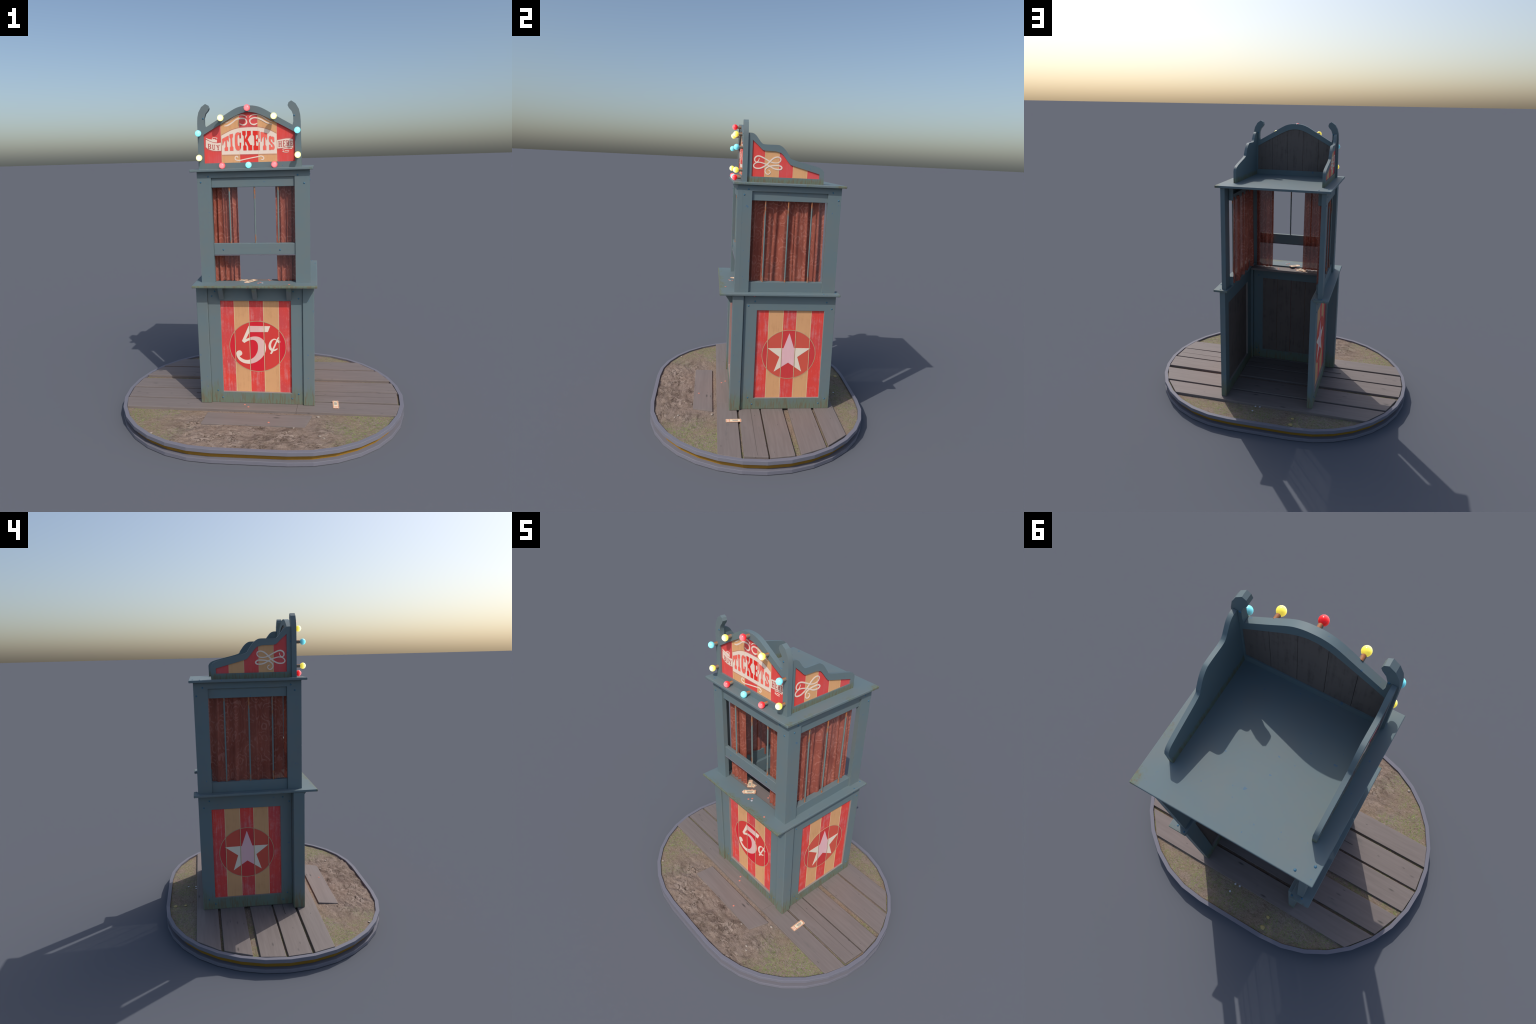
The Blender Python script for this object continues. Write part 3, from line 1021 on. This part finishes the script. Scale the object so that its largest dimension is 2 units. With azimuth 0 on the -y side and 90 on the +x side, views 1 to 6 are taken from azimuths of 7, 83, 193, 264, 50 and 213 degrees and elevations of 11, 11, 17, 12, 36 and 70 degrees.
S_E = [(0, 1), (1, 1), (1, .72), (.9, .72), (.8, .9), (.4, .9), (.4, .56), (.65, .56), (.7, .65), (.78, .65), (.78, .38), (.7, .38), (.65, .46), (.4, .46), (.4, .1), (.8, .1),
       (.92, .3), (1, .3), (1, 0), (0, 0), (0, .08), (.12, .1), (.12, .9), (0, .92)]
S_R = [(0, 1), (.7, 1), (.95, .88), (.95, .6), (.75, .5), (.92, .12), (1, .08), (1, 0), (.75, 0), (.5, .46), (.35, .46), (.35, .1), (.45, .08), (.45, 0), (0, 0), (0, .08),
       (.12, .1), (.12, .9), (0, .92)]


def fit(letter, slot):
    x0, x1, zl, zr, zb = slot
    return [(x0 + (x1 - x0) * u, zb + (zl + (zr - zl) * u - zb) * v) for u, v in letter]


top_pts = MM([(-188.6, 1812.7), (-157.9, 1827.5), (-121.8, 1843.3), (-77.9, 1853.6), (-48.0, 1855.9), (-21.0, 1856.3), (11.4, 1855.7), (35.6, 1854.3), (75.6, 1845.7),
              (112.8, 1831.5), (146.2, 1813.0)])
banner = smooth_line(top_pts, 4)
mark('ticket_banner', prism(PS, [(-.1885, 1.6995), (.1460, 1.6980)] + list(reversed(banner)), -.001, .0007), PS, SS, [M_CREAM] * 5, sign, .0012)
link('banner_line', stroke(PS, [(a, b + .0035) for a, b in banner], .0016, -.001, .0008), M_RIBBON_EDGE, sign)
link('banner_line', stroke(PS, [(-.1885, 1.6955), (.146, 1.6940)], .0016, -.001, .0008), M_RIBBON_EDGE, sign)

SLOTS = [(L_T, (-.1840, -.1437, 1.7936, 1.8125, 1.7221)), (L_I, (-.1382, -.1175, 1.8176, 1.8222, 1.7216)), (L_C, (-.1065, -.0691, 1.8285, 1.8305, 1.7215)),
         (L_K, (-.0600, -.0022, 1.8359, 1.8353, 1.7214)), (L_E, (.0037, .0443, 1.8351, 1.8325, 1.7208)), (L_T, (.0507, .0897, 1.8278, 1.8180, 1.7200)),
         (L_S, (.0990, .1338, 1.8060, 1.7944, 1.7196))]
for shape, slot in SLOTS:
    pts = fit(shape, slot)
    link('letter_outline', stroke(PS, pts, .0030, -.001, .0010, True), M_OUTLINE, sign)
    mark('letter', prism(PS, pts, -.001, .0014), PS, SS, [M_LETTER, M_LETTER, M_LETTER_DEEP, M_LETTER, M_LETTER], sign, .0014)

RIBBON_L = MM([(-284.6, 1792.1), (-261.6, 1780.7), (-237.1, 1771.5), (-215.2, 1768.7), (-193.0, 1771.2), (-193.0, 1723.5), (-217.1, 1723.1), (-244.7, 1725.7), (-272.0, 1734.5), (-286.6, 1748.3)])
RIBBON_L2 = MM([(-285.5, 1802.7), (-269.2, 1796.3), (-250.0, 1792.0), (-216.5, 1789.4), (-217.3, 1772.9), (-239.8, 1775.4), (-264.2, 1785.5), (-283.0, 1797.0)])
CURL_L = MM([(-228.0, 1792.6), (-244.4, 1793.4), (-242.7, 1801.3), (-227.5, 1802.1), (-215.3, 1799.1), (-219.6, 1794.8)])
RIBBON_R = MM([(149.0, 1776.2), (174.4, 1779.6), (201.1, 1784.0), (225.1, 1783.7), (243.6, 1778.0), (243.5, 1729.5), (221.6, 1732.8), (194.9, 1731.3), (170.8, 1728.6), (149.0, 1726.8)])
R_TAILS = [MM([(180.0, 1721.2), (200.2, 1725.9), (221.6, 1726.5), (238.1, 1724.0)]), MM([(220.0, 1714.0), (202.7, 1714.0), (195.9, 1712.9)]),
           MM([(190.6, 1713.1), (181.1, 1709.4), (190.5, 1705.2), (205.2, 1704.0), (218.6, 1705.7)])]


def grow(pts, d):
    cx = sum(p[0] for p in pts) / len(pts)
    cz = sum(p[1] for p in pts) / len(pts)
    return [(a + math.copysign(d, a - cx) if abs(a - cx) > .012 else a, b + math.copysign(d, b - cz)) for a, b in pts]


for pts in (RIBBON_L, RIBBON_R):
    link('ribbon_outline', stroke(PS, grow(pts, .0035), .0013, -.001, .0006, True), M_RIBBON_EDGE, sign)
link('ribbon', prism(PS, RIBBON_L, -.001, .0008), M_CREAM, sign)
link('ribbon', prism(PS, RIBBON_L2, -.001, .0010), M_CREAM, sign)
link('ribbon_curl', stroke(PS, smooth_line(CURL_L, 5), .0034, -.001, .0013), M_CREAM, sign)
link('ribbon', prism(PS, RIBBON_R, -.001, .0008), M_CREAM, sign)
for i, t in enumerate(R_TAILS):
    link('ribbon_curl', stroke(PS, smooth_line(t, 5), .0048 if i == 0 else .0034, -.001, .0010 + i * .0002), M_CREAM, sign)
for shape, slot in [(S_B, (-.2735, -.2541, 1.7683, 1.7646, 1.7357)), (S_U, (-.2479, -.2278, 1.7617, 1.7603, 1.7301)), (S_Y, (-.2224, -.2003, 1.7578, 1.7590, 1.7282)),
                    (S_H, (.1565, .1771, 1.7708, 1.7717, 1.7355)), (S_E, (.1825, .1980, 1.7726, 1.7742, 1.7374)), (S_R, (.2034, .2220, 1.7745, 1.7721, 1.7394)),
                    (S_E, (.2273, .2406, 1.7702, 1.7677, 1.7398))]:
    link('letter', prism(PS, fit(shape, slot), -.001, .0014), M_SMALL, sign)
    holes = {id(S_B): [(.35, .68, .58, .9), (.35, .7, .1, .46)], id(S_R): [(.35, .68, .58, .9)]}.get(id(shape), [])
    for u0, u1, v0, v1 in holes:
        link('letter_counter', prism(PS, fit([(u0, v0), (u1, v0), (u1, v1), (u0, v1)], slot), .0010, .0018), M_CREAM, sign)

SCROLLS = [MM([(-163.8, 1884.7), (-144.4, 1892.3), (-119.3, 1909.6), (-97.2, 1923.0), (-79.4, 1927.5), (-56.4, 1929.3), (-37.8, 1923.4), (-28.7, 1912.8)]),
           MM([(-168.5, 1868.4), (-147.9, 1871.6), (-120.2, 1886.3), (-97.9, 1902.3), (-80.1, 1908.2), (-57.1, 1909.4), (-41.0, 1905.5), (-32.8, 1893.5), (-33.7, 1880.6), (-44.8, 1871.9),
               (-61.0, 1872.5), (-74.3, 1879.4)]),
           MM([(-16.0, 1912.0), (-6.5, 1921.8), (7.6, 1927.8), (33.4, 1928.0), (59.5, 1918.8), (95.4, 1894.0), (122.3, 1881.5)]),
           MM([(32.0, 1878.6), (15.1, 1871.4), (-4.2, 1876.0), (-12.7, 1892.0), (-5.3, 1904.5), (13.3, 1910.2), (32.8, 1908.1), (58.9, 1898.3), (89.0, 1879.5), (122.3, 1868.7)])]
for i, s in enumerate(SCROLLS):
    mark('scroll', stroke(PS, smooth_line(s, 6), .0092 if i % 2 else .0060, -.001, .0008 + .0003 * i, climb=.0002, taper=True), PS, SS, [M_CREAM] * 5, sign, .0012)
BOTTOM = MM([(-90.7, 1680.1), (-95.9, 1686.9), (-104.2, 1687.1), (-108.6, 1679.2), (-107.5, 1669.9), (-98.1, 1664.3), (-78.9, 1663.2), (-54.1, 1667.9), (-12.8, 1675.3), (31.0, 1682.5),
             (50.0, 1685.5), (63.5, 1679.8), (66.0, 1670.4), (59.0, 1664.0), (50.9, 1666.9)])
mark('scroll', stroke(PS, smooth_line(BOTTOM, 6), .0062, -.001, .0010), PS, SS, [M_CREAM] * 5, sign, .0012)

# ---- scalloped side wings of the sign
W_OUT = [(-.1310, 1.6145), (.3630, 1.6145), (.3640, 1.690), (.3560, 1.706), (.3340, 1.721), (.2800, 1.736), (.1530, 1.767), (.1320, 1.789), (.1040, 1.826),
         (.0770, 1.847), (.0510, 1.8525), (-.0260, 1.8525), (-.0490, 1.862), (-.0660, 1.883), (-.0860, 1.907), (-.1060, 1.918), (-.1310, 1.919)]
W_IN = [(-.1040, 1.6505), (.3330, 1.6505), (.3330, 1.665), (.3330, 1.674), (.3330, 1.6810), (.2560, 1.7015), (.1600, 1.727), (.1360, 1.739), (.0870, 1.797),
        (.0600, 1.8085), (.0400, 1.8125), (-.0240, 1.8140), (-.0440, 1.822), (-.0600, 1.837), (-.0800, 1.8555), (-.0950, 1.868), (-.1040, 1.8770)]
FLOURISH = MM([(-58.6, 1765.9), (-63.3, 1749.6), (-75.7, 1740.9), (-87.0, 1750.3), (-85.8, 1766.4), (-71.8, 1777.7), (-53.6, 1777.8), (-31.4, 1768.9), (-9.0, 1757.5),
               (13.5, 1746.0), (39.5, 1740.0), (65.0, 1743.0), (77.3, 1754.3), (78.5, 1766.9), (70.7, 1775.4), (55.9, 1777.6), (37.9, 1772.1), (20.2, 1758.8), (2.8, 1740.1),
               (-14.7, 1723.3), (-28.9, 1713.7), (-50.4, 1703.8), (-75.9, 1702.6), (-90.8, 1710.9), (-91.3, 1723.4), (-77.3, 1736.5), (-55.6, 1740.3), (-29.9, 1735.1),
               (-7.6, 1727.2), (14.9, 1715.6), (37.5, 1704.1), (63.5, 1699.8), (81.8, 1702.4), (88.0, 1711.7), (80.9, 1720.4), (66.0, 1724.4), (40.3, 1723.2),
               (14.8, 1719.2), (-6.7, 1709.3), (-17.1, 1696.3), (-17.6, 1681.9), (-8.6, 1669.7), (4.4, 1667.7), (14.9, 1677.9), (10.6, 1690.3), (1.3, 1693.5)])


def dense(loop_pts, corner):
    """soften a scalloped run: spans after the given corner follow a spline, those before stay straight"""
    out = loop_pts[:2]
    for (a0, b0), (a1, b1) in zip(loop_pts[2:corner], loop_pts[3:corner + 1]):
        out += [(a0 + (a1 - a0) * j / 5, b0 + (b1 - b0) * j / 5) for j in range(5)]
    return out + smooth_line(loop_pts[corner:], 5)


def wing_top(a):
    best = 1.70
    c = smooth_line(W_IN[4:], 6)
    for (a1, z1), (a0, z0) in zip(c, c[1:]):
        if min(a0, a1) - 1e-6 <= a <= max(a0, a1) + 1e-6:
            return z0 + (z1 - z0) * ((a - a0) / (a1 - a0) if a1 != a0 else 0) + .004
    return 1.685 if a > .3 else 1.880


WS = [-.108, -.0225, .0690, .1605, .2535, .3365]
for side, at in (('right', .281), ('left', -.3230)):
    pl = Plane(side, at)
    fr = holed_frame(pl, dense(W_OUT, 2), dense(W_IN, 4), .018, booth, 'sign_wing', M_WING)
    shade_smooth(fr, 30)
    pb = Plane(side, at - .0065 if side == 'right' else at + .0065)
    striped_boards(pb, WS, 1.647, None, fr, M_RED_CLEAN, wing_top, .005)
    for s in WS[1:-1]:
        link('seam_line', prism(pb, [(s - .0008, 1.648), (s + .0010, 1.648), (s + .0010, wing_top(s)), (s - .0008, wing_top(s))], -.001, .0006), M_CREAM_LINE, fr)
    # plain teal backing closes the wing on the inner side
    k = 40
    pts = [(WS[0], 1.648), (WS[-1], 1.648)] + [(WS[-1] + (WS[0] - WS[-1]) * j / k, wing_top(WS[-1] + (WS[0] - WS[-1]) * j / k)) for j in range(k + 1)]
    link('wing_back', prism(pb, pts, -.0112, -.0056), M_TEAL, fr)
    mark('scroll', stroke(pb, smooth_line(FLOURISH, 6), .0088, -.001, .0009, climb=.0007, taper=True), pb, WS, [M_CREAM] * 5, fr, .0012)

# ---- bulbs with rusty sockets
bulb_meshes = {}
for x, z, kind in [(-.021, 1.965, 'r'), (-.181, 1.913, 'y'), (.135, 1.913, 'y'), (-.319, 1.828, 'b'), (.272, 1.828, 'b'), (-.320, 1.684, 'y'), (.273, 1.687, 'y'),
                   (-.181, 1.635, 'r'), (-.021, 1.635, 'b'), (.134, 1.635, 'r')]:
    sock = link('bulb_socket', merge([cyl_bm((x, -.160, z), (x, -.1835, z), .0100, 16), cyl_bm((x, -.1833, z), (x, -.1880, z), .0100, 16, .0066)]), M_SOCKET, booth)
    shade_smooth(sock, 40)
    if kind not in bulb_meshes:
        bm = bmesh.new()
        bmesh.ops.create_uvsphere(bm, u_segments=28, v_segments=18, radius=.0186)
        bmesh.ops.rotate(bm, verts=bm.verts, cent=(0, 0, 0), matrix=Matrix.Rotation(math.pi / 2, 3, 'X'))
        me = bpy.data.meshes.new('light_bulb')
        bm.to_mesh(me)
        bm.free()
        me.materials.append({'r': M_B_RED, 'y': M_B_YELLOW, 'b': M_B_BLUE}[kind])
        for f in me.polygons:
            f.use_smooth = True
        bulb_meshes[kind] = me
    b = bpy.data.objects.new('light_bulb', bulb_meshes[kind])
    COL.objects.link(b)
    b.location = (x, -.2035, z)
    attach(b, booth)

# ---- bolts
for x, z in [(-.273, 1.571), (-.321, 1.537), (.270, 1.570), (.309, 1.520)]:
    bolt((x, -.190, z), (0, -1, 0), booth)
for x, z in [(-.294, 1.915), (.253, 1.915)]:
    bolt((x, -.163, z), (0, -1, 0), booth)
    bolt((x, -.132, z), (0, 1, 0), booth)
for x, z in [(-.285, .819), (-.265, .850), (-.269, .175), (-.239, .127), (.234, .851), (.267, .805), (.261, .163), (.219, .131)]:
    bolt((x, -.189, z), (0, -1, 0), booth)
for x, z in [(-.197, 1.118), (.157, 1.115)]:
    bolt((x, -.183, z), (0, -1, 0), booth)
for y, z in [(-.123, 1.573), (-.148, 1.538), (.419, 1.569), (.458, 1.520)]:
    bolt((.3425 - .0135 * (y + .19), y, z), (1, 0, 0), booth)
    bolt((-.3430 - .0135 * (y + .19), y, z), (-1, 0, 0), booth)
for y, z in [(-.053, .849), (-.095, .818), (.424, .847), (.460, .802), (-.077, .174), (-.048, .126), (.452, .162), (.411, .128)]:
    bolt((.347, y, z), (1, 0, 0), booth)
    bolt((-.315, y - .0155, z), (-1, 0, 0), booth)
for x, y in [(-.304, .477), (-.358, .434), (-.321, -.193)]:
    bolt((x, y, 1.6155), (0, 0, 1), booth)
for x, y in [(.344, .478), (.370, .394), (.300, .490), (-.303, .490), (-.351, .480)]:
    bolt((x, y, .9088), (0, 0, 1), booth)
for x, z in [(.275, .852), (.252, .810), (.268, .17), (.245, .125), (-.285, .852), (-.285, .17), (-.262, .125)]:
    bolt((x, -.155, z), (0, 1, 0), booth)

# ================================================================== small loose things
def ticket(cx, cy, z, ang, length=.098, width=.034, lift=0.0, tilt=0.0):
    """printed admission stub: toothed red border, cream field, illegible ink lines"""
    root = None
    def bx(name, l0, l1, w0, w1, h0, h1, mat, parent):
        bm = box_bm(l0, l1, w0, w1, h0, h1, 0)
        o = link(name, bm, mat, parent, origin=(0, 0, 0))
        return o
    L, W = length / 2, width / 2
    root = bx('ticket', -L, L, -W, W, 0, .0010, M_TICKET_RED, None)
    root['label'] = 'small cream paper ticket with red border'
    root['category'] = 'paper ticket'
    bx('ticket_field', -L * .46, L * .88, -W * .74, W * .74, .0009, .0014, M_TICKET, root)
    bx('ticket_stub', -L * .90, -L * .54, -W * .74, W * .74, .0009, .0014, M_TICKET, root)
    bx('ticket_stamp', -L * .84, -L * .62, -W * .40, W * .40, .0013, .0017, M_TICKET_PINK, root)
    teeth = []
    for i in range(11):
        a = -L + (i + .25) * length / 11
        teeth += [box_bm(a, a + length / 24, s * W - .0020, s * W + .0020, .0009, .0014, 0) for s in (-1, 1)]
    for i in range(4):
        a = -W + (i + .25) * width / 4
        teeth += [box_bm(s * L - .0020, s * L + .0020, a, a + width / 9, .0009, .0014, 0) for s in (-1, 1)]
    link('ticket_teeth', merge(teeth), M_TICKET, root, origin=(0, 0, 0))
    ink = []
    for r, (l0, l1) in enumerate(((-.14, .62), (-.14, .62), (-.10, .55))):
        y = W * (.30 - r * .33)
        n = 7
        for i in range(n):
            a = L * (l0 + (l1 - l0) * (i + .12) / n)
            b = L * (l0 + (l1 - l0) * (i + .85) / n)
            ink.append(box_bm(a, b, y - W * (.10 if r else .13), y + W * (.10 if r else .13), .0013, .0017, 0))
    link('ticket_ink', merge(ink), M_TICKET_INK, root, origin=(0, 0, 0))
    root.location = (cx, cy, z)
    root.rotation_euler = (0, tilt, math.radians(ang))
    return root


ticket(.499, -.1755, .0906, 91, .098, .036)
ticket(-.041, -.169, .9096, 46, .100, .036, tilt=-.06)
ticket(-.102, -.100, .8998, 12, .078, .030)
ticket(-.108, -.100, .9020, -42, .078, .030)


coin_mesh = None
def coin(x, y, z, mat, r=.0066):
    global coin_mesh
    bm = cyl_bm((0, 0, 0), (0, 0, .0016), r, 20)
    bmesh.ops.bevel(bm, geom=[e for e in bm.edges if abs(e.verts[0].co.z - e.verts[1].co.z) < 1e-6], offset=.0004, segments=1, affect='EDGES')
    o = link('coin', bm, mat, None, origin=(0, 0, 0))
    o.location = (x, y, z)
    o['label'] = 'small round copper coin' if mat is M_COPPER else 'small round silver coin'
    o['label'] += ' lying flat'
    o['category'] = 'coin'


for x, y, z, m in [(-.091, -.2125, .0896, M_COPPER), (-.064, -.241, .0896, M_COPPER), (.083, -.407, .0776, M_COPPER), (.078, .532, .0765, M_SILVER), (.047, .530, .0765, M_SILVER),
                   (.084, .587, .0765, M_SILVER), (.019, -.212, .9092, M_COPPER), (.030, -.190, .9092, M_COPPER), (.044, -.206, .9092, M_SILVER), (-.051, -.128, .8992, M_COPPER),
                   (.080, -.099, .8992, M_COPPER), (.213, -.243, .9092, M_COPPER), (.088, -.070, .8992, M_SILVER), (.072, -.078, .8992, M_COPPER)]:
    coin(x, y, z, m)
